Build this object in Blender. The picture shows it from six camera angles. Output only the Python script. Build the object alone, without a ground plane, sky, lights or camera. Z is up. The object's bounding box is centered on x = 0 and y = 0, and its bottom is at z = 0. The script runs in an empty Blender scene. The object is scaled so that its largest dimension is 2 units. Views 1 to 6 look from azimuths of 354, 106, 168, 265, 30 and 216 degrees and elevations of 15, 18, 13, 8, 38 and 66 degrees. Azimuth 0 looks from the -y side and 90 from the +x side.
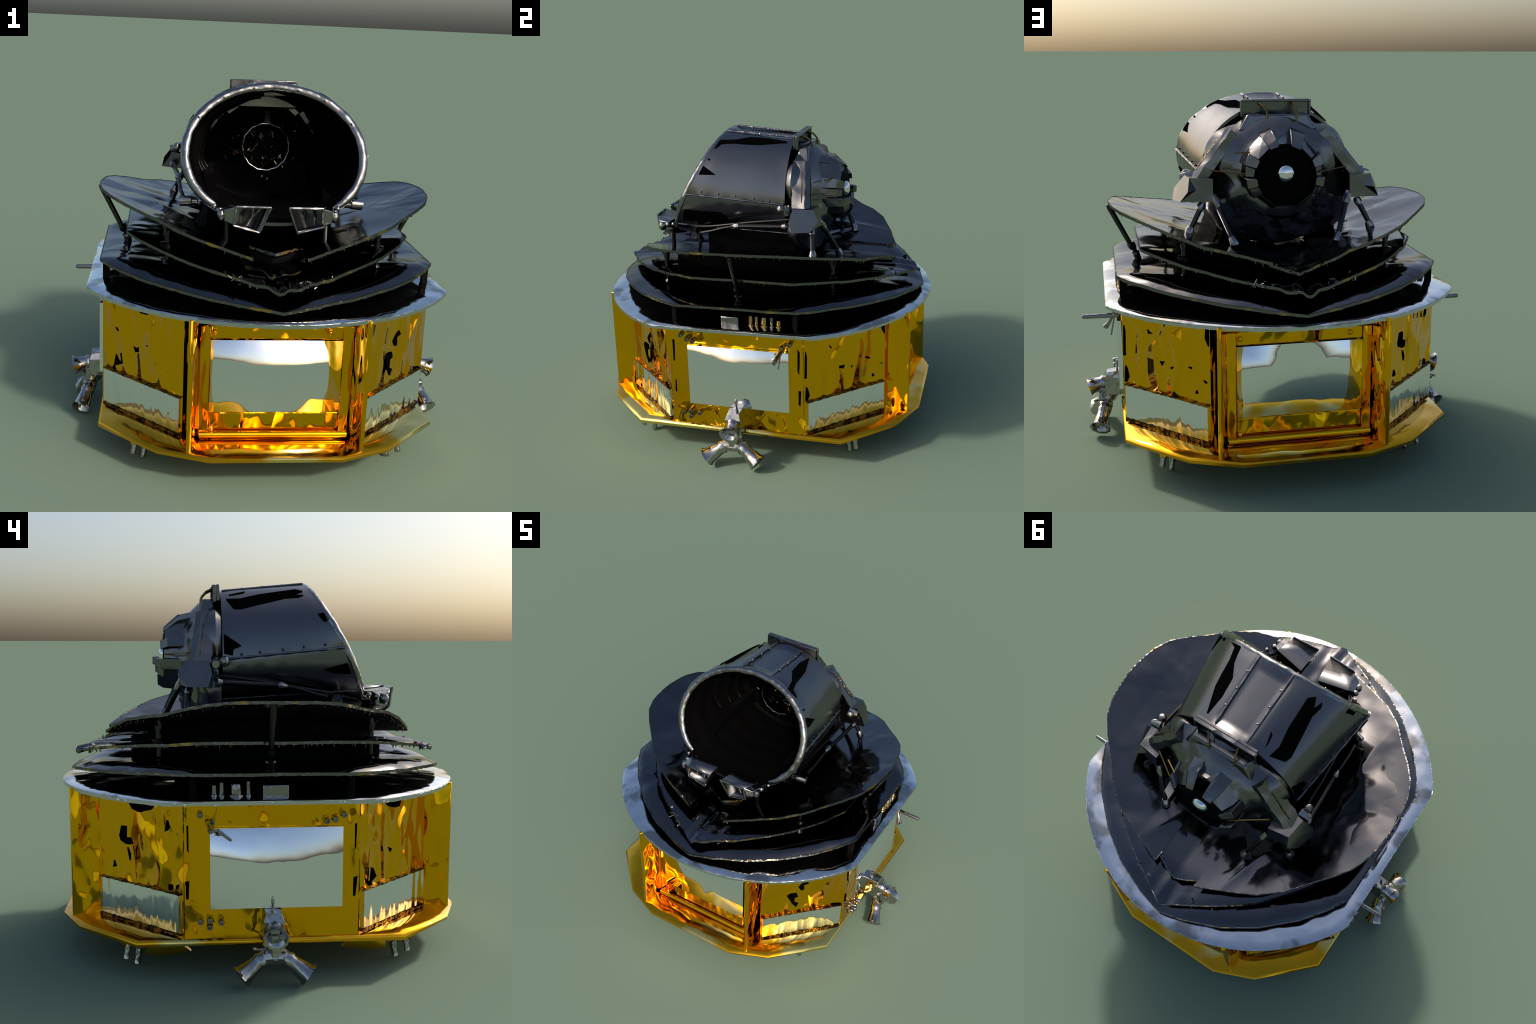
import bpy, bmesh, math, random
from mathutils import Vector, Matrix, noise

R = random.Random(7)
V = Vector
PI = math.pi

# ------------------------------------------------------------------ materials
def nodes_of(name):
    m = bpy.data.materials.new(name)
    m.use_nodes = True
    nt = m.node_tree
    b = nt.nodes["Principled BSDF"]
    return m, nt, b

def metal(name, base, rough, alt=None, alt_scale=3.0, alt_lo=.5, alt_hi=.7, bump=0.0, bump_scale=8.0,
          facet=0.0, facet_scale=5.0, metallic=1.0, rough_var=0.0, stretch=(1, 1, 1), mask_lo=.48, tilt=(0, 0, 0)):
    """Foil or bare metal: base colour, a second colour in noise patches, soft wrinkles and sharper facets."""
    m, nt, b = nodes_of(name)
    N, L = nt.nodes, nt.links
    b.inputs["Metallic"].default_value = metallic
    b.inputs["Roughness"].default_value = rough
    b.inputs["Base Color"].default_value = (*base, 1)
    co = N.new("ShaderNodeTexCoord")
    mp = N.new("ShaderNodeMapping")
    mp.inputs["Scale"].default_value = stretch
    mp.inputs["Rotation"].default_value = tilt
    L.new(co.outputs["Object"], mp.inputs["Vector"])
    if alt:
        n = N.new("ShaderNodeTexNoise")
        n.inputs["Scale"].default_value = alt_scale
        n.inputs["Detail"].default_value = 3
        L.new(mp.outputs[0], n.inputs["Vector"])
        r = N.new("ShaderNodeValToRGB")
        r.color_ramp.elements[0].position = alt_lo
        r.color_ramp.elements[1].position = alt_hi
        r.color_ramp.elements[0].color = (*base, 1)
        r.color_ramp.elements[1].color = (*alt, 1)
        L.new(n.outputs["Fac"], r.inputs["Fac"])
        L.new(r.outputs["Color"], b.inputs["Base Color"])
    if rough_var:
        n = N.new("ShaderNodeTexNoise")
        n.inputs["Scale"].default_value = 4
        L.new(mp.outputs[0], n.inputs["Vector"])
        k = N.new("ShaderNodeMath")
        k.operation = "MULTIPLY_ADD"
        k.inputs[1].default_value = rough_var
        k.inputs[2].default_value = rough - rough_var * .5
        L.new(n.outputs["Fac"], k.inputs[0])
        L.new(k.outputs[0], b.inputs["Roughness"])
    last = None
    if bump:
        n = N.new("ShaderNodeTexNoise")
        n.inputs["Scale"].default_value = bump_scale
        n.inputs["Detail"].default_value = 1.5
        L.new(mp.outputs[0], n.inputs["Vector"])
        bp = N.new("ShaderNodeBump")
        bp.inputs["Strength"].default_value = 1.0
        bp.inputs["Distance"].default_value = bump
        L.new(n.outputs["Fac"], bp.inputs["Height"])
        last = bp
    if facet:
        v = N.new("ShaderNodeTexVoronoi")
        v.feature = "SMOOTH_F1"
        v.inputs["Scale"].default_value = facet_scale
        v.inputs["Smoothness"].default_value = .06
        wn = N.new("ShaderNodeTexNoise")
        wn.inputs["Scale"].default_value = facet_scale * .7
        L.new(mp.outputs[0], wn.inputs["Vector"])
        mx = N.new("ShaderNodeVectorMath")
        mx.operation = "MULTIPLY_ADD"
        mx.inputs[1].default_value = (.25, .25, .25)
        L.new(wn.outputs["Color"], mx.inputs[0])
        L.new(mp.outputs[0], mx.inputs[2])
        L.new(mx.outputs[0], v.inputs["Vector"])
        msk = N.new("ShaderNodeTexNoise")
        msk.inputs["Scale"].default_value = 3.2
        L.new(mp.outputs[0], msk.inputs["Vector"])
        rr = N.new("ShaderNodeMapRange")
        rr.inputs["From Min"].default_value = mask_lo
        rr.inputs["From Max"].default_value = mask_lo + .2
        L.new(msk.outputs["Fac"], rr.inputs["Value"])
        mu = N.new("ShaderNodeMath")
        mu.operation = "MULTIPLY"
        L.new(v.outputs["Distance"], mu.inputs[0])
        L.new(rr.outputs[0], mu.inputs[1])
        bp = N.new("ShaderNodeBump")
        bp.inputs["Strength"].default_value = 1.0
        bp.inputs["Distance"].default_value = facet
        L.new(mu.outputs[0], bp.inputs["Height"])
        if last:
            L.new(last.outputs[0], bp.inputs["Normal"])
        last = bp
    if last:
        L.new(last.outputs[0], b.inputs["Normal"])
    return m

GOLD = metal("gold_foil", (.94, .47, .004), .06, alt=(.92, .40, .004), alt_scale=2.2, bump=.008, bump_scale=5,
             facet=.05, facet_scale=5.5, stretch=(1.4, 1.4, .62), mask_lo=.42, tilt=(.45, .35, 0))
GOLD_PLAIN = metal("gold_sheet", (.94, .49, .01), .09, alt=(.93, .40, .01), alt_scale=2.0, bump=.010, bump_scale=3.5)
PLATEM = metal("pale_gold_sheet", (.88, .42, .015), .11, alt=(.90, .68, .2), alt_scale=1.7, alt_lo=.54, alt_hi=.6, bump=.02, bump_scale=3.5)  # orange-brown base with paler patches
SILVER = metal("silver_mirror", (.96, .96, .96), .025, bump=.006, bump_scale=4.5)
STRIP = metal("silver_strip_foil", (.93, .94, .94), .035, bump=.014, bump_scale=18, stretch=(1, 1, .22))
DECK = metal("silver_deck_foil", (.80, .81, .82), .09, alt=(.40, .385, .36), alt_scale=4.5, alt_lo=.51, alt_hi=.58, bump=.025, bump_scale=4)
BLACK = metal("black_foil", (.115, .115, .122), .11, alt=(.15, .147, .155), alt_scale=1.7, rough_var=.09, bump=.013, bump_scale=1.6, facet=.008, facet_scale=2.0)
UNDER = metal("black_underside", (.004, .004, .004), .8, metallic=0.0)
TUBE = metal("black_tube_foil", (.17, .168, .172), .24, alt=(.20, .195, .195), alt_scale=1.6, bump=.006, bump_scale=2.2, rough_var=.08)
HOUSING = metal("dark_housing_foil", (.18, .175, .172), .22, alt=(.22, .21, .19), alt_scale=4, bump=.008, bump_scale=5,
                facet=.012, facet_scale=7)
RIMM = metal("grey_rim_foil", (.27, .26, .255), .2, alt=(.20, .19, .185), alt_scale=6, bump=.012, bump_scale=14)
INNER = metal("dark_inner_lining", (.0022, .002, .002), .6, metallic=0.0)
JUNK = metal("dark_mechanism", (.10, .09, .08), .2, alt=(.3, .16, .05), alt_scale=14, alt_lo=.58, alt_hi=.66)
CHROME = metal("thruster_metal", (.44, .42, .40), .1, alt=(.36, .31, .25), alt_scale=11, bump=.010, bump_scale=16)
STRUT = metal("dark_strut", (.05, .047, .045), .25)
JOINT = metal("joint_metal", (.30, .285, .27), .18, alt=(.2, .17, .14), alt_scale=12, bump=.006, bump_scale=20)
TRIM = metal("trim_edge_foil", (.17, .165, .155), .2, alt=(.45, .30, .10), alt_scale=9, alt_lo=.58, alt_hi=.66, bump=.006, bump_scale=40)
SILTRIM = metal("silver_edge_foil", (.64, .65, .65), .12, alt=(.62, .62, .56), alt_scale=9, bump=.008, bump_scale=30)
PIN = metal("brass_pin", (.6, .40, .14), .18)
CABLE = metal("cable_sheath", (.22, .14, .05), .3)
PITCH = metal("flat_black", (.002, .002, .002), .9, metallic=0.0)
for m_, t_ in ((BLACK, .78), (TUBE, .8), (HOUSING, .7), (TRIM, .5)):
    m_.node_tree.nodes["Principled BSDF"].inputs["Specular Tint"].default_value = (t_, t_, t_, 1)
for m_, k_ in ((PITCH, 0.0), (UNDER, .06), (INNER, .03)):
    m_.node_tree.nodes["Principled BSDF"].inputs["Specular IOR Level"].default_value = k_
SEAM = metal("dark_gold_seam", (.30, .15, .02), .3, alt=(.03, .02, .01), alt_scale=30, alt_lo=.4, alt_hi=.55, bump=.01, bump_scale=60)

# ------------------------------------------------------------------ helpers
ROOT = bpy.data.objects.new("space_telescope", None)
bpy.context.scene.collection.objects.link(ROOT)
ROOT["label"] = "gold and silver spacecraft with black telescope on stacked shields"
ROOT["category"] = "space telescope"

def link(name, me, parent, mat=None, stuff=False):
    o = bpy.data.objects.new(name, me)
    bpy.context.scene.collection.objects.link(o)
    o.parent = parent
    if mat and not me.materials:
        me.materials.append(mat)
    if stuff:
        o["kind"] = "stuff"
    return o

class Build:
    """Collects primitives into one mesh."""
    def __init__(self):
        self.v, self.f = [], []

    def add(self, verts, faces):
        k = len(self.v)
        self.v += [tuple(p) for p in verts]
        self.f += [tuple(i + k for i in f) for f in faces]
        return self

    def hexa(self, p):
        """Eight corners: four of one end in order, four of the other."""
        return self.add(p, [(3, 2, 1, 0), (4, 5, 6, 7), (0, 1, 5, 4), (1, 2, 6, 5), (2, 3, 7, 6), (3, 0, 4, 7)])

    def box(self, lo, hi):
        (a, b, c), (d, e, f) = lo, hi
        return self.hexa([(a, b, c), (d, b, c), (d, e, c), (a, e, c), (a, b, f), (d, b, f), (d, e, f), (a, e, f)])

    def prism(self, poly, off):
        """Extrude a 3D polygon by the vector off."""
        n = len(poly)
        off = V(off)
        top = [V(p) + off for p in poly]
        return self.add([V(p) for p in poly] + top, [tuple(range(n))[::-1], tuple(range(n, 2 * n))] +
                        [(i, (i + 1) % n, n + (i + 1) % n, n + i) for i in range(n)])

    def tube(self, pts, rad, n=10, cap=True):
        """Round bar along a polyline; rad is a number or one per point."""
        pts = [V(p) for p in pts]
        rads = rad if isinstance(rad, (list, tuple)) else [rad] * len(pts)
        rings, up, last = [], None, None
        for i, p in enumerate(pts):
            d = (pts[min(i + 1, len(pts) - 1)] - pts[max(i - 1, 0)])
            d = d.normalized() if d.length > 1e-9 else (last or V((0, 0, 1)))
            if last and d.dot(last) < -.2:
                d = -d
            last = d
            if up is None or abs(d.dot(up)) > .95:
                up = V((0, 0, 1)) if abs(d.z) < .9 else V((1, 0, 0))
            a = d.cross(up).normalized()
            b = a.cross(d).normalized()
            up = b
            rings.append([p + rads[i] * (math.cos(2 * PI * k / n) * a + math.sin(2 * PI * k / n) * b) for k in range(n)])
        vs = [q for r in rings for q in r]
        fs = [(i * n + k, i * n + (k + 1) % n, (i + 1) * n + (k + 1) % n, (i + 1) * n + k) for i in range(len(pts) - 1) for k in range(n)]
        if cap:
            fs += [tuple(range(n))[::-1], tuple(range((len(pts) - 1) * n, len(pts) * n))]
        return self.add(vs, fs)

    def ball(self, c, r, n=10, sq=(1, 1, 1)):
        c = V(c)
        m = n // 2 + 1
        vs, fs = [], []
        for i in range(m):
            t = PI * i / (m - 1)
            for k in range(n):
                vs.append(c + V((r * sq[0] * math.sin(t) * math.cos(2 * PI * k / n), r * sq[1] * math.sin(t) * math.sin(2 * PI * k / n), r * sq[2] * math.cos(t))))
        for i in range(m - 1):
            for k in range(n):
                fs.append((i * n + k, i * n + (k + 1) % n, (i + 1) * n + (k + 1) % n, (i + 1) * n + k))
        return self.add(vs, fs)

    def mesh(self, name, angle=35):
        me = bpy.data.meshes.new(name)
        me.from_pydata(self.v, [], self.f)
        bm = bmesh.new()
        bm.from_mesh(me)
        bmesh.ops.remove_doubles(bm, verts=bm.verts, dist=1e-5)
        bmesh.ops.recalc_face_normals(bm, faces=bm.faces)
        bm.to_mesh(me)
        bm.free()
        me.polygons.foreach_set("use_smooth", [True] * len(me.polygons))
        if angle is not None:
            me.set_sharp_from_angle(angle=math.radians(angle))
        return me

    def obj(self, name, mat, parent, angle=35, bevel=0.0, stuff=False):
        o = link(name, self.mesh(name, angle), parent, mat, stuff)
        if bevel:
            b = o.modifiers.new("Bevel", "BEVEL")
            b.width, b.segments, b.limit_method, b.angle_limit = bevel, 2, "ANGLE", math.radians(40)
        return o

def lerp(a, b, t):
    return a + (b - a) * t

def interp(tab, x):
    for (x0, y0), (x1, y1) in zip(tab, tab[1:]):
        if x <= x1:
            return lerp(y0, y1, max(0, (x - x0) / (x1 - x0)))
    return tab[-1][1]

def crumple(p, scale, amp, seed=0.0):
    """Flat foil with local creased areas."""
    q = V(p) * scale + V((seed, seed * 1.7, seed * .6))
    m = max(0.0, noise.noise(q * .45 + V((9, 3, 1))) + .12)
    return amp * m * (1 - 2.2 * abs(noise.noise(q)))

def pillow(name, corners, depth, tilt, mat, parent, uneven=(1, 1, 1, 1), mids=(.6, .6, .6, .6), centre=(.5, .5)):
    """A mirror panel: flat box whose front is a fan of facets with outward leaning rim normals, set to bend the sky and ground reflections.
    corners run counter-clockwise seen from outside; uneven and mids scale the lean at corners and edge middles."""
    c = [V(p) for p in corners]
    u, w = (c[1] - c[0]), (c[3] - c[0])
    n = u.cross(w).normalized()
    un, wn = u.normalized(), w.normalized()
    front, lean = [], []
    for k in range(4):
        front.append(c[k])
        lean.append((un * (1 if k in (1, 2) else -1) + wn * (1 if k > 1 else -1)) * tilt * uneven[k])
        t = (.5, .45, .56, .5)[k]
        front.append(c[k].lerp(c[(k + 1) % 4], t))
        lean.append((-wn, un, wn, -un)[k] * tilt * mids[k])
    front.append(c[0] + u * centre[0] + w * centre[1])
    lean.append(V((0, 0, 0)))
    vs = front + [p - n * depth for p in front[:8]]
    fs = [(k, (k + 1) % 8, 8) for k in range(8)] + [(k, 9 + k, 9 + (k + 1) % 8, (k + 1) % 8) for k in range(8)] + [tuple(9 + k for k in range(7, -1, -1))]
    me = bpy.data.meshes.new(name)
    me.from_pydata(vs, [], fs)
    me.polygons.foreach_set("use_smooth", [True] * len(fs))
    ns = []
    for p in me.polygons:
        for li in p.loop_indices:
            vi = me.loops[li].vertex_index
            ns.append((n + lean[vi]).normalized() if p.index < 8 else p.normal.copy())
    me.normals_split_custom_set(ns)
    return link(name, me, parent, mat)

def foil_wall(name, p0, p1, z0, z1, mat, parent, seed=0, amp=.004, depth=.02, nx=36, nz=36):
    """Upright foil sheet with creases between two floor points; outward is to the right of p0->p1."""
    p0, p1 = V((*p0, 0)), V((*p1, 0))
    d = (p1 - p0)
    n = V((d.y, -d.x, 0)).normalized()
    b = Build()
    vs, fs = [], []
    for j in range(nz + 1):
        for i in range(nx + 1):
            p = p0 + d * (i / nx)
            p.z = lerp(z0, z1, j / nz)
            e = min(i, nx - i, j, nz - j)
            k = crumple(p, 9, amp, seed) * min(1, e / 4)
            vs.append(p + n * k)
    W = nx + 1
    fs = [(j * W + i, j * W + i + 1, (j + 1) * W + i + 1, (j + 1) * W + i) for j in range(nz) for i in range(nx)]
    k = len(vs)
    ring = [i for i in range(W)] + [j * W + nx for j in range(1, nz + 1)] + [nz * W + i for i in range(nx - 1, -1, -1)] + [j * W for j in range(nz - 1, 0, -1)]
    back = [V(vs[i]) - n * depth for i in ring]
    m = len(ring)
    fs += [(ring[i], k + i, k + (i + 1) % m, ring[(i + 1) % m]) for i in range(m)]
    fs.append(tuple(k + i for i in range(m)))
    b.add(vs + back, fs)
    return b.obj(name, mat, parent, angle=50)

def patches(name, polys, off, parent, mat=None):
    for p in polys:
        Build().prism(p, off).obj(name, mat or PITCH, parent)

# ------------------------------------------------------------------ base plate
half = [(.306, -.98), (.54, -.882), (.819, -.604), (.819, .604), (.54, .882), (.306, .98)]
plate_outline = half + [(-x, y) for x, y in reversed(half)]
plate = Build()
n = len(plate_outline)
mid = [(x * 1.0, y * 1.0) for x, y in plate_outline]
plate.add([(0, 0, .191)] + [(x * .86, y * .86, .191) for x, y in mid] + [(x * .985, y * .985, .183) for x, y in mid] + [(x, y, .170) for x, y in mid] +
          [(x * .995, y * .995, .154) for x, y in mid] + [(0, 0, .154)],
          [(0, 1 + i, 1 + (i + 1) % n) for i in range(n)] +
          [(r * n + 1 + i, (r + 1) * n + 1 + i, (r + 1) * n + 1 + (i + 1) % n, r * n + 1 + (i + 1) % n) for r in range(3) for i in range(n)] +
          [(4 * n + 1, 3 * n + 1 + (i + 1) % n, 3 * n + 1 + i) for i in range(n)])
PLATE = plate.obj("base_plate", PLATEM, ROOT, angle=60)

foot = Build()
foot.tube([(0, 0, .10), (0, 0, .075), (0, 0, .07), (.004, .004, .04), (.004, .004, .038), (.010, .010, .0)],
          [.011, .012, .017, .018, .013, .016], n=12)
foot_me = foot.mesh("foot")
for sx in (-1, 1):
    for sy in (-1, 1):
        for px, py, z in ((.638, .648, .058), (.592, .602, .016)):
            o = link("foot", foot_me, PLATE, CHROME)
            o.matrix_local = Matrix.Translation((sx * px, sy * py, max(0, z - .016) + .0035)) @ Matrix.Diagonal((sx, sy, 1, 1))
        # stub that carries the feet and the gusset beside it
        Build().hexa([(sx * .57, sy * .58, .09), (sx * .60, sy * .58, .09), (sx * .66, sy * .67, .10), (sx * .63, sy * .68, .10),
                      (sx * .57, sy * .58, .156), (sx * .60, sy * .58, .156), (sx * .66, sy * .67, .156), (sx * .63, sy * .68, .156)]
                     ).obj("foot_bracket", GOLD_PLAIN, PLATE)
        Build().prism([(sx * .58, sy * .57, .156), (sx * .58, sy * .57, .036), (sx * .58, sy * .48, .033), (sx * .58, sy * .36, .046), (sx * .58, sy * .44, .11), (sx * .58, sy * .48, .156)],
                      (-sx * .03, 0, 0)).obj("gusset", GOLD_PLAIN, PLATE)

# ------------------------------------------------------------------ bus body
core = [(.795, -.36), (.795, .36), (.45, .67), (.36, .64), (-.36, .64), (-.45, .67), (-.795, .36), (-.795, -.36), (-.45, -.67), (-.36, -.64), (.36, -.64), (.45, -.67)]
BODY = Build().prism([(x, y, .17) for x, y in core], (0, 0, .63)).obj("bus_body", GOLD_PLAIN, ROOT)

def corner_pt(sx, sy, a, z, out=0.0):
    """Point on a corner panel: a runs towards the thruster side."""
    return V((sx * (.621 + .70 * a + .715 * (out - .022)), sy * (.616 - .715 * a + .70 * (out - .022)), z))

corner_marks = {
    (1, -1): [[(.023, .652), (.04, .628), (.004, .621), (.011, .58), (-.007, .578), (-.024, .605), (-.004, .629)],
              [(-.091, .539), (-.076, .557), (-.034, .556), (-.023, .526), (-.046, .52), (-.046, .477), (-.02, .466), (-.033, .433), (-.063, .472)],
              [(.213, .407), (.254, .402), (.275, .39), (.204, .395)]],
    (-1, -1): [[(.19, .474), (.162, .43), (.204, .41)], [(.066, .549), (.033, .534), (.051, .522)], [(.194, .612), (.176, .597), (.182, .6)],
               [(.115, .786), (-.056, .786), (-.023, .728), (.016, .727), (.072, .741)], [(.207, .415), (.192, .395), (.218, .395)]],
    (1, 1): [[(.045, .55), (.02, .552), (.031, .531)], [(-.023, .534), (-.034, .537), (-.025, .523)], [(-.13, .556), (-.153, .558), (-.152, .549)],
             [(-.177, .45), (-.187, .435), (-.172, .431)], [(.12, .697), (.106, .677), (.113, .675)], [(-.24, .765), (-.255, .768), (-.255, .679), (-.235, .717)],
             [(-.221, .509), (-.243, .498), (-.236, .495)], [(.275, .481), (.266, .469), (.255, .425), (.27, .396), (.281, .396)], [(.277, .692), (.27, .661), (.273, .535), (.284, .532)]],
    (-1, 1): [[(-.104, .647), (-.073, .648), (-.075, .594), (-.043, .598), (-.047, .565), (-.076, .564), (-.11, .577), (-.118, .6)],
              [(-.066, .55), (-.049, .519), (-.05, .489)], [(-.158, .475), (-.145, .446), (-.166, .44)],
              [(.194, .711), (.204, .708), (.207, .673), (.181, .656)], [(.201, .42), (.218, .42), (.218, .395), (.2, .395)],
              [(-.07, .786), (.131, .786), (.09, .743), (.015, .725), (-.028, .735)]],
}
for sx in (-1, 1):
    for sy in (-1, 1):
        a, b = corner_pt(sx, sy, -.262, 0), corner_pt(sx, sy, .290, 0)
        if sx * sy > 0:
            a, b = b, a
        PAN = foil_wall("corner_panel", a.xy, b.xy, .176, .80, GOLD, BODY, seed=3 * sx + 7 * sy, amp=.006)
        q = [corner_pt(sx, sy, -.25, .212, .012), corner_pt(sx, sy, .270, .210, .012), corner_pt(sx, sy, .270, .382, .012), corner_pt(sx, sy, -.25, .386, .012)]
        if sx * sy > 0:
            q = [q[1], q[0], q[3], q[2]]
        pillow("radiator_strip", q, .012, .14, STRIP, BODY, uneven=(.6, 1.2, .5, 1.1), mids=(R.uniform(.6, 1.5), .8, R.uniform(.1, .9), .7), centre=(R.uniform(.35, .65), R.uniform(.4, .6)))
        s = Build()
        for z, h in ((.200, .009), (.386, .003)):
            pr, last = [], None
            for i in range(41):
                t = -.254 + .528 * i / 40
                pr.append((t, h * (1 + .6 * R.uniform(-1, 1))))
            for (t0, h0), (t1, h1) in zip(pr, pr[1:]):
                s.hexa([corner_pt(sx, sy, t0, z - h0, .001), corner_pt(sx, sy, t1, z - h1, .001), corner_pt(sx, sy, t1, z - h1, .0145), corner_pt(sx, sy, t0, z - h0, .0145),
                        corner_pt(sx, sy, t0, z + h0, .001), corner_pt(sx, sy, t1, z + h1, .001), corner_pt(sx, sy, t1, z + h1, .0145), corner_pt(sx, sy, t0, z + h0, .0145)])
        s.obj("foil_seam", SEAM, BODY, stuff=True)
        patches("black_patch", [[corner_pt(sx, sy, a, z, .001) for a, z in p] for p in corner_marks[(sx, sy)]], V((sx * .715, sy * .70, 0)) * .0045, BODY)

# shallow bays on the two broad sides: fins, frame, mirror window, rail
for s in (-1, 1):
    for sx in (-1, 1):
        fin = [(sx * .384, s * .924), (sx * .394, s * .930), (sx * .408, s * .924), (sx * .380, s * .72), (sx * .372, s * .66), (sx * .34, s * .66), (sx * .345, s * .785)]
        f = Build()
        f.prism([(x, y, .178) for x, y in fin], (0, 0, .629))
        f.obj("bay_fin", GOLD, BODY, angle=50, bevel=.004)
    def fr(x0, x1, z0, z1, y0, y1):
        return Build().box((x0, min(s * y0, s * y1), z0), (x1, max(s * y0, s * y1), z1))
    for bx in ((-.352, -.302, .205, .745), (.302, .352, .205, .745), (-.302, .302, .680, .745), (-.302, .302, .240, .324)):
        fr(*bx, .77, .806).obj("bay_frame", GOLD, BODY, bevel=.006)
    fr(-.352, .352, .185, .798, .69, .78).obj("bay_back", GOLD_PLAIN, BODY)
    fr(-.352, .352, .745, .798, .70, .795).obj("bay_lintel", GOLD, BODY, bevel=.004)
    Build().tube([(-.345, s * .812, .215), (.345, s * .812, .215)], .017, n=14).obj("bay_rail", GOLD_PLAIN, BODY)
    c = [(-.302, s * .811, .327), (.302, s * .811, .327), (.302, s * .811, .677), (-.302, s * .811, .677)]
    if s > 0:
        c = [c[1], c[0], c[3], c[2]]
    pillow("radiator_window", c, .02, .52, SILVER, BODY, uneven=(.7, .8, 1.1, .9) if s < 0 else (.9, .7, .8, 1.1),
           mids=(.12, .9, .95, .8) if s < 0 else (.9, .8, .15, 1.0), centre=(.52, .42) if s < 0 else (.42, .55))
    k = Build()
    for bx, bz in ((-.29, .245), (-.285, .715), (.24, .715)):
        k.ball((bx * -s, s * .808, bz), .014)
    k.obj("window_bolt", GOLD_PLAIN, BODY)

# thruster sides
for s in (-1, 1):
    w = ((s * .832, -s * .385), (s * .832, s * .385))
    for (y0, y1, z0, z1) in ((-.395, -.276, .178, .80), (.312, .395, .178, .80), (-.276, .312, .688, .80), (-.276, .312, .178, .322)):
        foil_wall("side_panel", (s * .804, s * y0), (s * .804, s * y1), z0, z1, GOLD, BODY, seed=s * 5 + y0, amp=.005, nx=14, nz=18)
    ya, yb = (-.238, .314) if s > 0 else (-.304, .242)
    ya, yb = s * (-.276 if s > 0 else .312), s * (.312 if s > 0 else -.276)
    y0, y1 = min(-.276 * s, .312 * s), max(-.276 * s, .312 * s)
    c = [(s * .829, y0, .324), (s * .829, y1, .324), (s * .829, y1, .686), (s * .829, y0, .686)]
    if s < 0:
        c = [c[1], c[0], c[3], c[2]]
    pillow("radiator_mirror", c, .034, .34, SILVER, BODY, uneven=(.2, .5, 1.0, .95) if s > 0 else (.3, .1, .8, 1.2),
           mids=(.1, .35, 1.15, .1) if s > 0 else (.0, .05, 1.0, .35), centre=(.5, .4) if s > 0 else (.55, .3))

side_marks = {1: [[(-.372, .703), (-.363, .696), (-.365, .57), (-.372, .577)], [(-.368, .454), (-.361, .446), (-.363, .377), (-.371, .38)],
             [(.36, .704), (.371, .682), (.367, .552), (.358, .574)], [(.362, .451), (.376, .452), (.371, .361), (.362, .368)]],
         -1: [[(.378, .696), (.370, .696), (.369, .571), (.377, .588)], [(.378, .446), (.367, .448), (.371, .365), (.378, .365)],
              [(-.368, .694), (-.376, .694), (-.374, .596), (-.368, .573)], [(-.364, .446), (-.382, .451), (-.374, .364), (-.364, .364)]]}
for s, ps in side_marks.items():
    patches("black_patch", [[(s * .802, y, z) for y, z in p] for p in ps], (s * .0065, 0, 0), BODY)

fit = {1: [(-.31, .749), (-.273, .727), (-.24, .716), (.322, .742), (.275, .719), (-.312, .266), (-.272, .278), (-.217, .272), (-.27, .246)],
       -1: [(.319, .749), (.273, .69), (.267, .717), (.321, .272), (.278, .276), (.228, .266), (.279, .247), (-.237, .714), (-.274, .722), (-.313, .741)]}
for s, ps in fit.items():
    for y, z in ps:
        b = Build()
        b.tube([(s * .805, y, z), (s * .846, y, z), (s * .850, y, z), (s * .850, y, z), (s * .838, y, z)], [.015, .014, .012, .007, .006], n=10)
        b.obj("sensor_stub", JOINT, BODY)
b = Build()
b.tube([(.84, .275, .719), (.87, .255, .66), (.885, .237, .639)], [.007, .01, .015])
b.tube([(.84, .275, .70), (.86, .262, .60)], .004)
b.tube([(-.84, .273, .72), (-.86, .27, .70), (-.87, .273, .675)], [.006, .008, .013])
b.obj("sensor_arm", JOINT, BODY)

# booms
for s in (-1, 1):
    Build().tube([(s * .82, .283, .709), (s * .86, .282, .709), (s * .99, .279, .708), (s * .999, .279, .708)], [.013, .0125, .0115, .009], n=12).obj("antenna_boom", JOINT, BODY)

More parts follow.
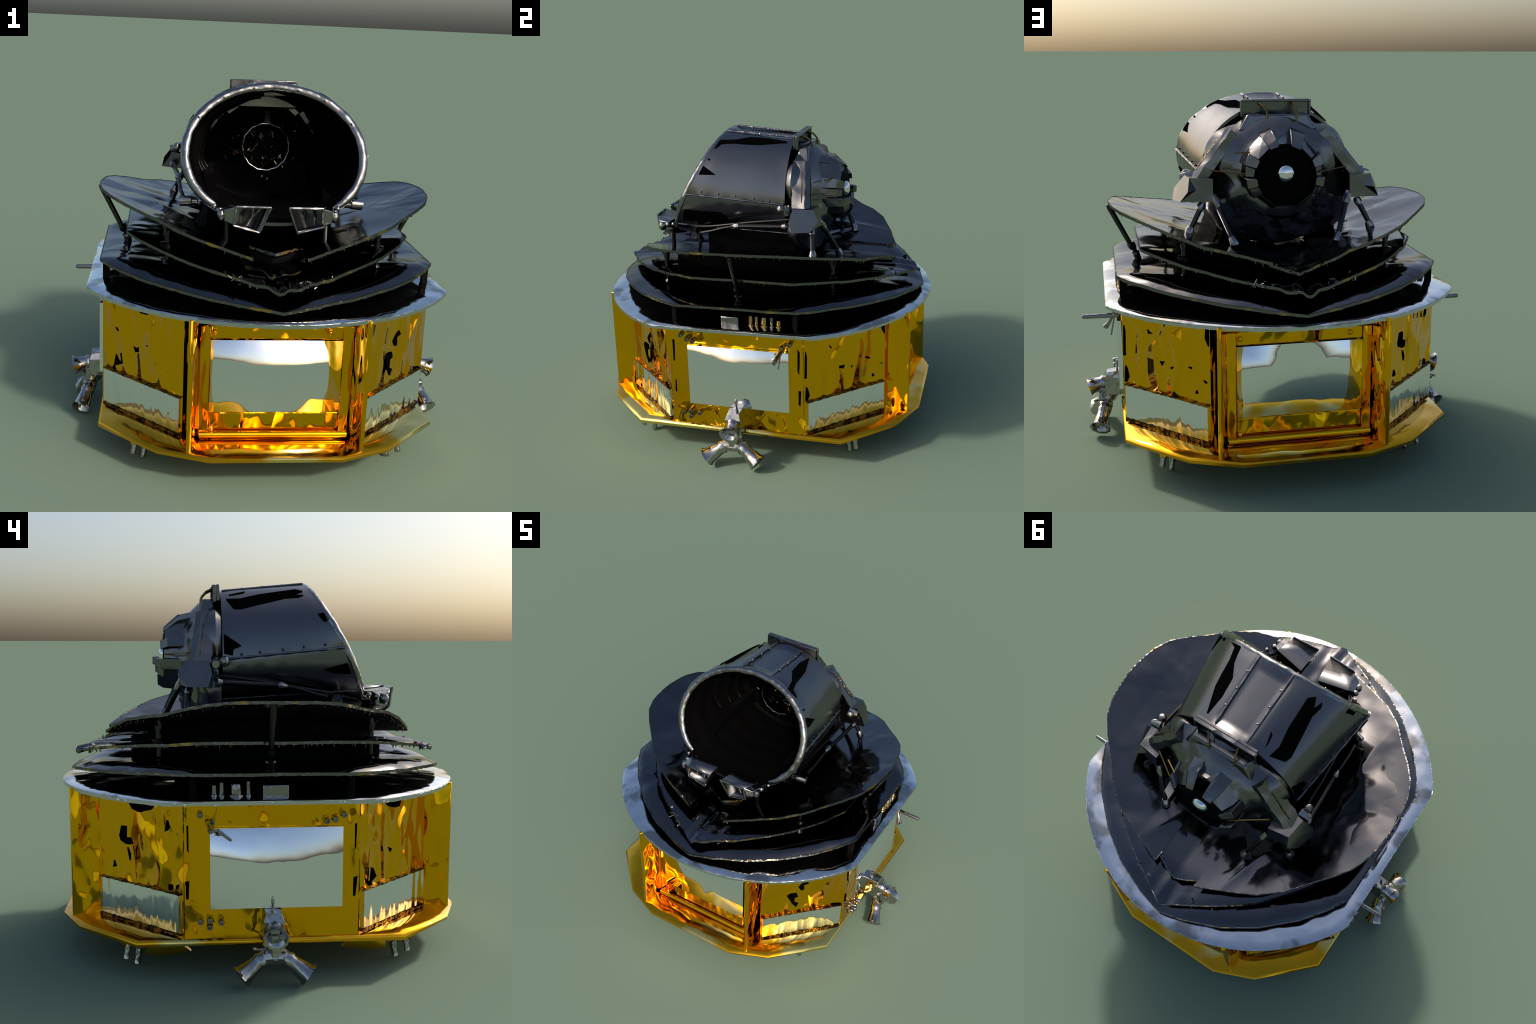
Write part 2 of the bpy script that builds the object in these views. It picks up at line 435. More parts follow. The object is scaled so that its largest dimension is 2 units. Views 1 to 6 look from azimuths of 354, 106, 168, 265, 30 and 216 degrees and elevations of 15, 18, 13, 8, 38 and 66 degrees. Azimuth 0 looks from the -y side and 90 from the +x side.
# thruster clusters
noz = Build()
noz.tube([(0, 0, 0), (0, 0, .02), (0, 0, .035), (0, 0, .045), (0, 0, .06), (0, 0, .118), (0, 0, .130), (0, 0, .130), (0, 0, .122), (0, 0, .07)],
         [.028, .029, .036, .031, .032, .042, .052, .048, .040, .02], n=9)
noz_me = noz.mesh("nozzle", angle=50)
dark_disc_me = Build().tube([(0, 0, .085), (0, 0, .112)], .0375, n=16).mesh("nozzle_dark_disc")  # black disc set across the inside of the bell
def aim(p, q):
    d = (V(q) - V(p))
    return Matrix.Translation(p) @ d.to_track_quat("Z", "Y").to_matrix().to_4x4(), d.length
for s in (-1, 1):
    m = Build()
    m.hexa([(s * .80, -.050, .19), (s * .900, -.048, .195), (s * .900, .048, .195), (s * .80, .050, .19),
            (s * .80, -.046, .285), (s * .904, -.046, .28), (s * .904, .046, .28), (s * .80, .046, .285)])
    m.hexa([(s * .80, -.046, .285), (s * .904, -.046, .28), (s * .904, .046, .28), (s * .80, .046, .285),
            (s * .80, -.040, .325), (s * .890, -.034, .312), (s * .890, .034, .318), (s * .80, .040, .325)])
    m.tube([(s * .90, 0, .23), (s * .90, 0, .19), (s * .905, 0, .13)], [.042, .036, .040], n=10)
    m.tube([(s * .903, -.05, .125), (s * .903, 0, .13), (s * .903, .05, .125)], [.036, .042, .036], n=10)
    m.tube([(s * .905, .03, .16), (s * .95, .075, .178), (s * .96, .098, .184)], [.005, .006, .008], n=8)
    m.ball((s * .89, -.03, .165), .024)
    m.ball((s * .885, .03, .17), .022)
    m.tube([(s * .835, .0, .30), (s * .835, .0, .345), (s * .835, .0, .35), (s * .835, .0, .375)], [.006, .006, .009, .005], n=8)
    m.tube([(s * .84, 0, .24), (s * .875, 0, .17), (s * .90, 0, .15)], [.04, .036, .03], n=10)
    m.ball((s * .925, .0, .125), .022)
    m.ball((s * .89, -.03, .175), .018)
    m.ball((s * .885, .03, .18), .017)
    T = m.obj("thruster_cluster", CHROME, ROOT, bevel=.004)
    for p, q in (((s * .880, 0, .262), (s * .982, 0, .230)), ((s * .903, -.032, .134), (s * .938, -.151, .050)), ((s * .903, .032, .134), (s * .938, .151, .050))):
        o = link("nozzle", noz_me, T, CHROME)
        mt, ln = aim(p, q)
        k = ln / .13
        o.matrix_local = mt @ Matrix.Diagonal((1.12, 1.12, k, 1))
        o2 = link("nozzle_dark_disc", dark_disc_me, T, INNER)
        o2.matrix_local = o.matrix_local.copy()

# ------------------------------------------------------------------ deck
def deck_outline(n=120, r=.996, xm=.882):
    o = []
    for i in range(n):
        a = 2 * PI * i / n
        x, y = r * math.cos(a), r * math.sin(a)
        o.append((max(-xm, min(xm, x)), y))
    return o
ol = deck_outline()
d = Build()
n = len(ol)
rows = [(0.5, .842), (.7, .840), (.82, .834), (.90, .828), (.95, .8235), (.988, .8205), (1.0, .815)]
vs = [(0, 0, .842)]
for k, z in rows:
    vs += [(x * k, y * k, z + (.004 * noise.noise(V((x * k * 4, y * k * 4, 1))) if k < .97 else 0)) for x, y in ol]
nb = len(rows)
vs += [(x * .997, y * .997, .797 + .004 * noise.noise(V((x * 25, y * 25, 3)))) for x, y in ol] + [(0, 0, .797)]
d.add(vs, [(0, 1 + i, 1 + (i + 1) % n) for i in range(n)] +
      [(r * n + 1 + i, (r + 1) * n + 1 + i, (r + 1) * n + 1 + (i + 1) % n, r * n + 1 + (i + 1) % n) for r in range(nb) for i in range(n)] +
      [((nb + 1) * n + 1, nb * n + 1 + (i + 1) % n, nb * n + 1 + i) for i in range(n)])
DECKO = d.obj("deck", DECK, ROOT, angle=60)

# ragged foil hem under the deck rim
h = Build()
m = 360
pts = deck_outline(m, .9975, .8835)
for i in range(m):
    (x0, y0), (x1, y1) = pts[i], pts[(i + 1) % m]
    z0 = .798 - .006 * abs(noise.noise(V((x0 * 18, y0 * 18, 0))))
    z1 = .798 - .006 * abs(noise.noise(V((x1 * 18, y1 * 18, 0))))
    t0 = .812 + .006 * noise.noise(V((x0 * 40, y0 * 40, 5)))
    t1 = .812 + .006 * noise.noise(V((x1 * 40, y1 * 40, 5)))
    k = .994
    h.add([(x0, y0, z0), (x1, y1, z1), (x1 * 1.0, y1 * 1.0, t1), (x0, y0, t0), (x0 * k, y0 * k, z0), (x1 * k, y1 * k, z1), (x1 * k, y1 * k, t1), (x0 * k, y0 * k, t0)],
          [(0, 1, 2, 3), (4, 7, 6, 5), (0, 4, 5, 1), (3, 2, 6, 7)])
h.obj("deck_hem", SILTRIM, DECKO)

for s, pins in ((1, [(.096, .012, .062, PIN), (.129, .009, .06, PIN), (.173, .015, .058, PIN), (.216, .009, .06, JOINT), (.256, .012, .044, PIN)]),
                (-1, [(.256, .010, .052, JOINT), (.223, .010, .064, JOINT), (.16, .024, .058, JOINT), (.106, .009, .068, JOINT)])):
    for y, r, hgt, mat in pins:
        Build().tube([(s * .80, y, .82), (s * .80, y, .832), (s * .80, y, .834), (s * .80, y, .82 + hgt * .7), (s * .80, y, .82 + hgt)],
                     [r * 1.4, r * 1.4, r, r, r * .8], n=10).obj("connector_pin", mat, DECKO)
    Build().box((min(s * .765, s * .825), -.07, .82), (max(s * .765, s * .825), .03 if s > 0 else .044, .874)).obj("electronics_box", JOINT, DECKO, bevel=.004)

# ------------------------------------------------------------------ stacked shields
POST = [(sx * .503, sy * .498) for sx in (-1, 1) for sy in (-1, 1)]
def tents(x, y, hgt, rad):
    t = 0
    for px, py in POST:
        dd = math.hypot(x - px, y - py) / rad
        if dd < 1:
            a = math.atan2(y - py, x - px)
            t += hgt * (1 - dd) ** 2 * (1 + .25 * math.sin(5 * a + px * 7))
    return t

V3Y = [(0, .955), (.134, .925), (.333, .848), (.502, .74), (.666, .588), (.767, .455), (.823, .35)]
V2Y = [(0, .934), (.1, .878), (.225, .81), (.358, .725), (.456, .645), (.55, .535), (.634, .425), (.70, .29)]
V1Y = [(.0, .775), (.125, .77), (.29, .71), (.44, .645), (.55, .56), (.64, .455), (.72, .37), (.785, .285), (.82, .195), (.838, .1), (.843, .03)]
def inset(ytab, x, y, xm):
    """Rough distance from the rim of an outline."""
    return max(0, min((interp(ytab, abs(x)) - abs(y)) * .8, xm - abs(x)))
def swell(x, y, e, side, end):
    """Blanket thickness: low at the straight sides, high towards the two points and along the keel."""
    t = max(0, min(1, (abs(y) - .15) / .4))
    t = t * t * (3 - 2 * t)
    return lerp(side, end, t) * (1 - math.exp(-e / .05))
def z3(x, y):
    e = inset(V3Y, x, y, .823)
    return interp([(0, .857), (.12, .870), (.3, .886), (.5, .902), (.823, .926)], abs(x)) + swell(x, y, e, .016, .040) + tents(x, y, .008, .2)
def z2(x, y):
    fold = .010 * math.sin(x * 62) * max(0, 1 - abs(x) / .17) * max(0, (abs(y) - .45) / .4)
    return .942 + .155 * abs(x) + fold + swell(x, y, inset(V2Y, x, y, .70), .012, .024)
def z1(x, y):
    e = inset(V1Y, x, y, .843)
    return 1.02 + .256 * abs(x) - .003 * (1 - math.exp(-e / .09)) + .006 * max(0, (abs(x) - .6) / .24)
def z1c(x, y):
    e = .80 - abs(y) if y > 0 else .2
    return 1.000 + .16 * abs(x) + .028 * (1 - math.exp(-max(0, e) / .06))

def fold_set(seed, n):
    """Random straight fold lines: anchor, direction, width, height."""
    r = random.Random(seed)
    out = []
    for _ in range(n):
        a = r.uniform(0, PI)
        out.append((r.uniform(-.8, .8), r.uniform(-.8, .8), math.cos(a), math.sin(a), r.uniform(.06, .16), r.uniform(-.006, .007), r.uniform(.25, .6)))
    return out
def folds(x, y, fs):
    t = 0
    for px, py, dx, dy, w, hgt, ln in fs:
        u, v = (x - px) * dx + (y - py) * dy, abs(-(x - px) * dy + (y - py) * dx)
        if v < w and abs(u) < ln:
            t += hgt * (1 - v / w) ** 1.6 * (1 - (u / ln) ** 2)
    return t

def vee(name, ytab, zf, x0, x1, parent, mat, thick=.012, nx=56, ny=56, yneg=None, seed=0, amp=.006, ripple=True):
    """Thin creased sheet over x0..x1; the outline gives |y| for each |x|."""
    b = Build()
    xs = [lerp(x0, x1, i / nx) for i in range(nx + 1)]
    top, bot = [], []
    fl = fold_set(int(seed * 10), 16)
    for x in xs:
        yp = interp(ytab, abs(x))
        yn = -(yneg(abs(x)) if yneg else yp)
        for j in range(ny + 1):
            y = lerp(yn, yp, j / ny)
            k = noise.noise(V((x * 2.6 + seed, y * 2.6, seed))) * amp + crumple((x, y, seed), 4.0, amp * 1.3, seed)
            z = zf(x, y) + k + folds(x, y, fl) * amp / .0031
            top.append((x, y, z))
            bot.append((x, y, z - thick))
    W = ny + 1
    k = len(top)
    fs = []
    for i in range(nx):
        for j in range(ny):
            q = (i * W + j, (i + 1) * W + j, (i + 1) * W + j + 1, i * W + j + 1)
            fs.append(q)
            fs.append(tuple(k + t for t in reversed(q)))
    ring = [i * W for i in range(nx + 1)] + [nx * W + j for j in range(1, W)] + [i * W + ny for i in range(nx - 1, -1, -1)] + [j for j in range(ny - 1, 0, -1)]
    m = len(ring)
    for i in range(m):
        a, c = ring[i], ring[(i + 1) % m]
        fs.append((a, k + a, k + c, c))
    b.add(top + bot, fs)
    o = b.obj(name, mat, parent, angle=40)
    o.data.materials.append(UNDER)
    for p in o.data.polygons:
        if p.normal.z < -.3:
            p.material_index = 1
    return o, [V(top[i]) for i in ring]

def trim(ring, thick, parent, closed=True, seed=0, teeth=0.0, skip=None):
    """Ragged foil edging wrapped round a sheet's rim, with a fringe of hanging tufts."""
    # resample
    pts = []
    n = len(ring)
    for i in range(n if closed else n - 1):
        a, c = ring[i], ring[(i + 1) % n]
        st = max(1, int((c - a).length / .012))
        pts += [a.lerp(c, t / st) for t in range(st)]
    n = len(pts)
    cen = V((0, 0, 0))
    b, tf = Build(), Build()
    outs = []
    for i, p in enumerate(pts):
        t = (pts[(i + 1) % n] - pts[i - 1])
        o = V((t.y, -t.x, 0))
        if o.length < 1e-6:
            o = V((p.x, p.y, 0))
        o.normalize()
        if o.dot(V((p.x, p.y, 0))) < 0:
            o = -o
        outs.append(o)
    for i in range(n):
        j = (i + 1) % n
        p, q, o, u = pts[i], pts[j], outs[i], outs[j]
        if skip and (skip(p) or skip(q)):
            continue
        jz = [noise.noise(V((a.x * 40, a.y * 40, seed + k))) * .0035 for a in (p, q) for k in (0, 9)]
        up = V((0, 0, 1))
        lo0, hi0 = -thick - .001 + jz[0], .0012 + jz[1] * .3
        lo1, hi1 = -thick - .001 + jz[2], .0012 + jz[3] * .3
        w = .0025
        b.add([p + o * .003 + up * lo0, q + u * .003 + up * lo1, q + u * .003 + up * hi1, p + o * .003 + up * hi0,
               p - o * w + up * lo0, q - u * w + up * lo1, q - u * w + up * hi1, p - o * w + up * hi0],
              [(0, 1, 2, 3), (7, 6, 5, 4), (0, 4, 5, 1), (3, 2, 6, 7)])
        if teeth and R.random() < teeth:
            c = p - o * R.uniform(.008, .03) + up * (-thick)
            ln = R.uniform(.008, .022)
            d = V((R.uniform(-.4, .4), R.uniform(-.4, .4), -1)).normalized() * ln
            tf.tube([c, c + d * .6, c + d], [.004, .003, .0012], n=5)
    b.obj("edge_trim", TRIM, parent, angle=30)
    if tf.v:
        tf.obj("thread_fringe", JUNK, parent, stuff=True)

LOW, r3 = vee("lower_shield", V3Y, z3, -.823, .823, ROOT, BLACK, nx=72, ny=64, seed=1.3, amp=.004)
trim(r3, .012, LOW, seed=2)
MIDS, r2 = vee("middle_shield", V2Y, z2, -.70, .70, ROOT, BLACK, nx=84, ny=64, seed=4.1, amp=.004)
trim(r2, .012, MIDS, seed=5, teeth=.25)
UP, rc = vee("upper_shield", [(0, .785), (.06, .765), (.13, .73)], z1c, -.13, .13, ROOT, BLACK, nx=16, ny=48,
             yneg=lambda x: interp([(0, .60), (.06, .575), (.13, .53)], x), seed=8.2, amp=.004)
trim(rc, .012, UP, seed=3, skip=lambda p: abs(p.y) < .45)
for s in (-1, 1):
    x0, x1 = (.125, .843) if s > 0 else (-.843, -.125)
    W1, r1 = vee("shield_wing", V1Y, z1, x0, x1, UP, BLACK, nx=64, ny=64, seed=6.5 + s, amp=.007)
    trim(r1, .012, UP, seed=7 + s, teeth=.45, skip=lambda p: abs(p.x) < .13 and abs(p.y) < .70)

# dark packing that closes the gaps between the layers
def packing(ytab, kx, ky, lo, hi, parent, top=False):
    b = Build()
    xs = [x for x, _ in ytab]
    xm = xs[-1]
    fine = [xm * i / 24 for i in range(25)]
    half = [(x * kx, min(interp(ytab, x) * ky, .9 * interp(V1Y, x * kx) if top else 9)) for x in fine]
    back = [(x, -(min(y, interp([(0, .57), (.13, .52), (.16, .60), (.2, .66), (.9, .66)], x)) if top else y)) for x, y in half]
    loop = half + back[::-1] + [(-x, y) for x, y in back] + [(-x, y) for x, y in reversed(half)]
    m = len(loop)
    b.add([(x, y, lo(x, y)) for x, y in loop] + [(x, y, max(lo(x, y) + .002, hi(x, y))) for x, y in loop],
          [(i, (i + 1) % m, m + (i + 1) % m, m + i) for i in range(m)])
    me = b.mesh("layer_packing", 60)
    o = link("layer_packing", me, parent, UNDER)
    so = o.modifiers.new("Solidify", "SOLIDIFY")
    so.thickness = .01
    return o
packing(V3Y, .46, .46, lambda x, y: .825, lambda x, y: z3(x, y) - .016, DECKO)
packing(V2Y, .70, .70, lambda x, y: z3(x, y) - .006, lambda x, y: z2(x, y) - .016, LOW)
packing(V2Y, .70, .70, lambda x, y: z2(x, y) - .006, lambda x, y: (z1c(x, y) if abs(x) < .135 else z1(x, y)) - .018, MIDS, top=True)

# torn foil tatters near the points of the middle shield
t = Build()
for sy in (-1, 1):
    for sx in (-1, 1):
        for i in range(16):
            x = sx * R.uniform(.09, .26)
            y = sy * (interp(V2Y, abs(x)) - R.uniform(-.012, .03))
            c = V((x, y, z2(x, y) - R.uniform(-.006, .02)))
            r = R.uniform(.008, .022)
            p = [c + V((R.uniform(-r, r), R.uniform(-r, r), R.uniform(-r, r) * .8)) for _ in range(3)]
            nn = (p[1] - p[0]).cross(p[2] - p[0]).normalized() * .003
            t.prism(p, nn)
t.obj("foil_tatter", RIMM, MIDS, stuff=True)

# posts between shields, discs, brackets to the deck
for px, py in POST:
    s = 1 if px > 0 else -1
    za, zb, zc = z3(px, py), z2(px, py), z1(px, py)
    b = Build()
    b.tube([(px, py, za - .005), (px, py, za + .01), (px, py, za + .015), (px, py, zb - .01)], [.022, .014, .009, .009], n=10)
    b.tube([(px, py, zb - .004), (px, py, zb + .008), (px, py, zb + .012), (px, py, zb + .04), (px, py, zb + .06), (px, py, zc - .01)], [.032, .034, .014, .012, .018, .010], n=12)
    for a in (0.5, 2.6, 4.7):
        b.tube([(px, py, zb + .045), (px + .028 * math.cos(a), py + .028 * math.sin(a), zc - .02 + .256 * .028 * math.cos(a) * s)], .005, n=6)
    b.obj("shield_post", STRUT, LOW)
for sx in (-1, 1):
    for sy in (-1, 1):
        Build().box((sx * .795 - .016, sy * .35 - .014, .82), (sx * .795 + .016, sy * .35 + .014, .915)).obj("shield_block", UNDER, DECKO, bevel=.004)
    b = Build()
    b.tube([(sx * .846, 0, 1.226), (sx * .838, 0, 1.208), (sx * .740, 0, 1.015)], [.010, .014, .013], n=12)
    b.tube([(sx * .738, 0, 1.02), (sx * .73, 0, 1.0), (sx * .722, 0, .985)], [.02, .022, .018], n=8)
    b.tube([(sx * .722, 0, .99), (sx * .715, 0, .975)], .012, n=8)
    b.tube([(sx * .715, 0, .975), (sx * .70, 0, .93), (sx * .735, -.005, .905), (sx * .785, -.01, .86)], [.02, .022, .016, .02], n=10)
    b.obj("side_strut", STRUT, LOW)
    Build().ball((sx * .71, 0, .962), .02, sq=(1, 1.2, .8)).obj("strut_joint", JOINT, LOW)

# ------------------------------------------------------------------ telescope tube
def tube_par(y):
    """Centre height, half width, rise, drop and roundness of the barrel at depth y."""
    t = (y + .385) / .575
    cz = 1.465 - .08 * t
    return cz, .446 - .062 * t, 1.783 - .032 * (y + .22) / .41 - cz, cz - 1.14 + .03 * (y + .485) / .675, 2.15 - .15 * max(0, min(1, t))
def tube_pt(y, th, off=0.0):
    cz, a, b, b2, e = tube_par(y)
    c, s = math.cos(th), math.sin(th)
    bb = (b if s > 0 else b2) + off
    return V(((a + off) * math.copysign(abs(c) ** (2 / e), c), y, cz + bb * math.copysign(abs(s) ** (2 / e), s)))
def front_y(th):
    y = -.385
    for _ in range(4):
        z = tube_pt(y, th).z
        y = -.385 + (.5 if z > 1.465 else .42) * (z - 1.465)
    return y

NT, NS = 128, 28
def tube_wall(off, y1, amp, inner=False):
    vs = []
    for i in range(NS + 1):
        for k in range(NT):
            th = 2 * PI * k / NT
            yf = front_y(th)
            y = lerp(yf, y1, i / NS)
            p = tube_pt(y, th, off)
            w = amp * (noise.noise(V((p.x * 3, p.y * 2.0, p.z * 3))) + .9 * noise.noise(V((p.x * 6.5, p.y * 1.6 + 4, p.z * 6.5))))
            if not inner:
                for yy in (-.286, -.186, -.088, .02, .107):
                    for t0 in (0, PI):
                        dt = abs((th - t0 + PI) % (2 * PI) - PI) * .42
                        r_ = math.hypot((y - yy) * 1.0, dt)
                        if r_ < .06:
                            w += .006 * (1 - r_ / .06) ** 2
            if not inner and p.z > 1.5:
                w -= .013 * max(0, min(1, (.105 - abs(p.x)) / .02))
            q = tube_pt(y, th, off + w * min(1, i / 4, (NS - i) / 3))
            vs.append(q)
    fs = [(i * NT + k, i * NT + (k + 1) % NT, (i + 1) * NT + (k + 1) % NT, (i + 1) * NT + k) for i in range(NS) for k in range(NT)]
    return vs, fs
TB = Build()
v1, f1 = tube_wall(0, .195, .0075)
TB.add(v1, f1)
k = NS * NT
TB.add([v1[k + i] for i in range(NT)] + [tube_pt(.195, 2 * PI * i / NT, -.014) for i in range(NT)],
       [(i, (i + 1) % NT, NT + (i + 1) % NT, NT + i) for i in range(NT)])
v2 = [tube_pt(front_y(2 * PI * i / NT), 2 * PI * i / NT, -.016) for i in range(NT)]
TB.add(v1[:NT] + v2, [(i, NT + i, NT + (i + 1) % NT, (i + 1) % NT) for i in range(NT)])
TEL = TB.obj("telescope_tube", TUBE, ROOT, angle=40)
IN = Build()
v3, f3 = tube_wall(-.018, .186, .003, True)
for i_ in range(NS + 1):
    for k_ in range(NT):
        p_ = v3[i_ * NT + k_]
        q_ = V((0, p_.y, tube_par(p_.y)[0]))
        v3[i_ * NT + k_] = q_ + (p_ - q_) * (1 - .035 * min(1, i_ / 5) - .010 * math.sin(i_ * 1.1) * min(1, i_ / 5))
IN.add(v3, [tuple(reversed(f)) for f in f3])
v4 = [V((p.x * .60, .31, 1.405 + (p.z - 1.405) * .60)) for p in v3[NS * NT:]]
IN.add(v3[NS * NT:] + v4 + [(0, .35, 1.42)], [((i + 1) % NT, i, NT + i, NT + (i + 1) % NT) for i in range(NT)] + [(NT + (i + 1) % NT, NT + i, 2 * NT) for i in range(NT)])
me = IN.mesh("tube_lining", angle=40)
link("tube_lining", me, TEL, INNER)
# vanes inside
for yv, dep in ((-.12, .035), (-.02, .04), (.07, .05)):
    b = Build()
    lo, hi = 95, 205
    rr = []
    for kx in range(lo, hi, 4):
        th = math.radians(kx)
        o = -.03 - .006 * math.sin(kx * 1.7)
        rr.append((tube_pt(yv, th, o), tube_pt(yv + .004, th, o - dep), tube_pt(yv + .012, th, o - dep), tube_pt(yv + .012, th, o)))
    vs = [p for r in rr for p in r]
    b.add(vs, [(i * 4 + j, i * 4 + (j + 1) % 4, (i + 1) * 4 + (j + 1) % 4, (i + 1) * 4 + j) for i in range(len(rr) - 1) for j in range(4)])
    b.obj("baffle_vane", INNER, TEL, angle=25)
    Build().tube([r[1] for r in rr], .0028, n=6).obj("vane_edge", JUNK, TEL)
# rolled lip round the mouth
lip = Build()
ths = [math.radians(a) for a in range(-52, 233, 3)]
rings = []
for a in ths:
    yf = front_y(a)
    c = tube_pt(yf, a, -.021)
    o = (tube_pt(yf, a, .0) - tube_pt(yf, a, -.04)).normalized()
    ax = V((0, -1, .0))
    deg = math.degrees(a)
    fade = min(1, (deg + 58) / 18, (238 - deg) / 18)
    r = (.0235 + .0035 * noise.noise(V((deg * .13, 1, 2)))) * (.35 + .65 * fade)
    rings.append([c + (o * math.cos(t) + ax * math.sin(t)) * r * (1 + .08 * noise.noise(V((deg * .21, math.cos(t), math.sin(t))))) for t in [2 * PI * j / 12 for j in range(12)]])
vs = [p for r in rings for p in r]
lip.add(vs, [(i * 12 + j, i * 12 + (j + 1) % 12, (i + 1) * 12 + (j + 1) % 12, (i + 1) * 12 + j) for i in range(len(rings) - 1) for j in range(12)] +
        [tuple(range(12)), tuple(range(len(vs) - 12, len(vs)))])
lip.obj("mouth_rim", RIMM, TEL, angle=60)
# side seams with rivets, lower edge beading
sm, rv = Build(), Build()
for s in (0, 1):
    th = PI * s
    line = [tube_pt(lerp(-.385, .19, i / 20), math.radians((3.6 * i / 20) if s == 0 else (180 - 3.6 * i / 20)), .004) for i in range(21)]
    sm.tube(line, [.006 + .002 * math.sin(i * 2.1) for i in range(21)], n=8)
    th2 = math.radians(-38 if s == 0 else 218)
    sm.tube([tube_pt(lerp(front_y(th2), .2, i / 16), th2, .002) for i in range(17)], .004, n=6)
    for yy in (-.286, -.186, -.088, .02, .107):
        rv.ball(tube_pt(yy, math.radians(4 + 4 * (yy + .29) if s == 0 else 176 - 4 * (yy + .29)), .006), .0065, n=8)
for kx in (55, 75, 90, 103, 125, 150, 28):
    a = math.radians(kx)
    rv.ball(tube_pt(front_y(a), a, -.02) + V((0, -.024, 0)), .006, n=8)
sm.obj("tube_seam", RIMM, TEL)
rv.obj("rivet", JUNK, TEL)
rb = Build()
for xf, xr in ((.102, .085), (-.095, -.098)):
    pts = []
    for i in range(13):
        x = lerp(xf, xr, i / 12)
        y = lerp(-.222, .185, i / 12)
        cz, a, b, b2, e = tube_par(y)
        pts.append((x, y, cz + b * (1 - abs(x / a) ** e) ** (1 / e) + .003))
    rb.tube(pts, .0055, n=8)
    for i in (3, 6, 9):
        rb.ball(V(pts[i]) + V((.007, 0, .002)), .0065, n=8)
rb.obj("tube_rib", RIMM, TEL)

tube_marks = [[(-.241, 48.7), (-.229, 59.8), (-.138, 62.5), (-.06, 68.5), (.05, 69.5), (.158, 66.9), (.012, 59.8), (-.06, 58.7), (-.142, 58.0), (-.214, 55.5)],
              [(-.284, 28.9), (-.206, 21.6), (-.305, 19.8)], [(-.267, 37.0), (-.25, 36.2), (-.263, 35.4)],
              [(-.401, -15.9), (-.184, -14.2), (-.147, -22.6), (-.198, -28.1), (-.422, -29.5)],
              [(-.17, 118.3), (-.203, 122.3), (-.151, 126.5), (-.202, 128.4), (-.176, 130.4), (-.114, 129.3), (.103, 137.0), (.138, 135.5), (.169, 123.5), (.102, 124.9), (.006, 121.2)],
              [(-.259, 150.7), (-.286, 150.5), (-.3, 157.4), (-.281, 157.2)],
              [(.188, 157.4), (.108, 167.9), (.144, 169.5), (.148, 174.4), (.188, 172.2)],
              [(-.285, 195.3), (-.395, 191.9), (-.414, 200.9), (-.327, 198.9)],
              [(.073, 113.3), (.083, 115.6), (.129, 117.1), (.154, 117.4)]]
for pl in tube_marks:
    # a thin curved scale following the tube: fan from the middle, refined
    nP = len(pl)
    cy, ct = sum(p[0] for p in pl) / nP, sum(p[1] for p in pl) / nP
    bm = bmesh.new()
    vv = [bm.verts.new((p[0], p[1] / 100, 0)) for p in pl]
    f = bm.faces.new(vv)
    bmesh.ops.triangulate(bm, faces=[f])
    bmesh.ops.subdivide_edges(bm, edges=bm.edges[:], cuts=5, use_grid_fill=True)
    vl = [(v.co.x, v.co.y * 100) for v in bm.verts]
    bm.verts.index_update()
    fl = [[v.index for v in f.verts] for f in bm.faces]
    be = [[v.index for v in e.verts] for e in bm.edges if len(e.link_faces) == 1]
    bm.free()
    up = [tube_pt(y, math.radians(t), .0075) for y, t in vl]
    dn = [tube_pt(y, math.radians(t), -.006) for y, t in vl]
    m = len(up)
    Build().add(up + dn, fl + [[m + i for i in reversed(f)] for f in fl] + [(a, c, m + c, m + a) for a, c in be]).obj("black_patch", PITCH, TEL, angle=30)

# inside: central baffle ring with a cluttered mechanism
b = Build()
NR = 40
cc = V((.005, 0, 1.435))
def ring_pt(a, r, y):
    return cc + V((r * math.cos(a), y, r * math.sin(a) * 1.0))
b.tube([ring_pt(2 * PI * i / NR, .122 + .002 * math.sin(i * 2.3), .055) for i in range(NR + 1)], .0055, n=8, cap=False)
b.obj("inner_ring", RIMM, TEL)
b = Build()
b.add([ring_pt(2 * PI * i / NR, .122, .055) for i in range(NR)] + [ring_pt(2 * PI * i / NR, .128, .34) for i in range(NR)] +
      [ring_pt(2 * PI * i / NR, .114, .06) for i in range(NR)] + [ring_pt(2 * PI * i / NR, .11, .34) for i in range(NR)],
      [(i, (i + 1) % NR, NR + (i + 1) % NR, NR + i) for i in range(NR)] + [(2 * NR + i, 3 * NR + i, 3 * NR + (i + 1) % NR, 2 * NR + (i + 1) % NR) for i in range(NR)])
dk = Build()
dk.add([ring_pt(2 * PI * i / NR, .118, .16) for i in range(NR)] + [ring_pt(0, 0, .155)], [(i, (i + 1) % NR, NR) for i in range(NR)])
dk.obj("inner_disc", INNER, TEL)
for i in range(13):
    a = 2 * PI * (i + R.uniform(-.2, .2)) / 13
    r1, r2, y0 = .126, R.uniform(.145, .178), R.uniform(.055, .075)
    da = R.uniform(.09, .15)
    b.hexa([ring_pt(a - da, r1, y0), ring_pt(a + da, r1, y0), ring_pt(a + da * .6, r2, y0 + .02), ring_pt(a - da * .6, r2, y0 + .02),
            ring_pt(a - da, r1, y0 + .04), ring_pt(a + da, r1, y0 + .04), ring_pt(a + da * .6, r2, y0 + .05), ring_pt(a - da * .6, r2, y0 + .05)])
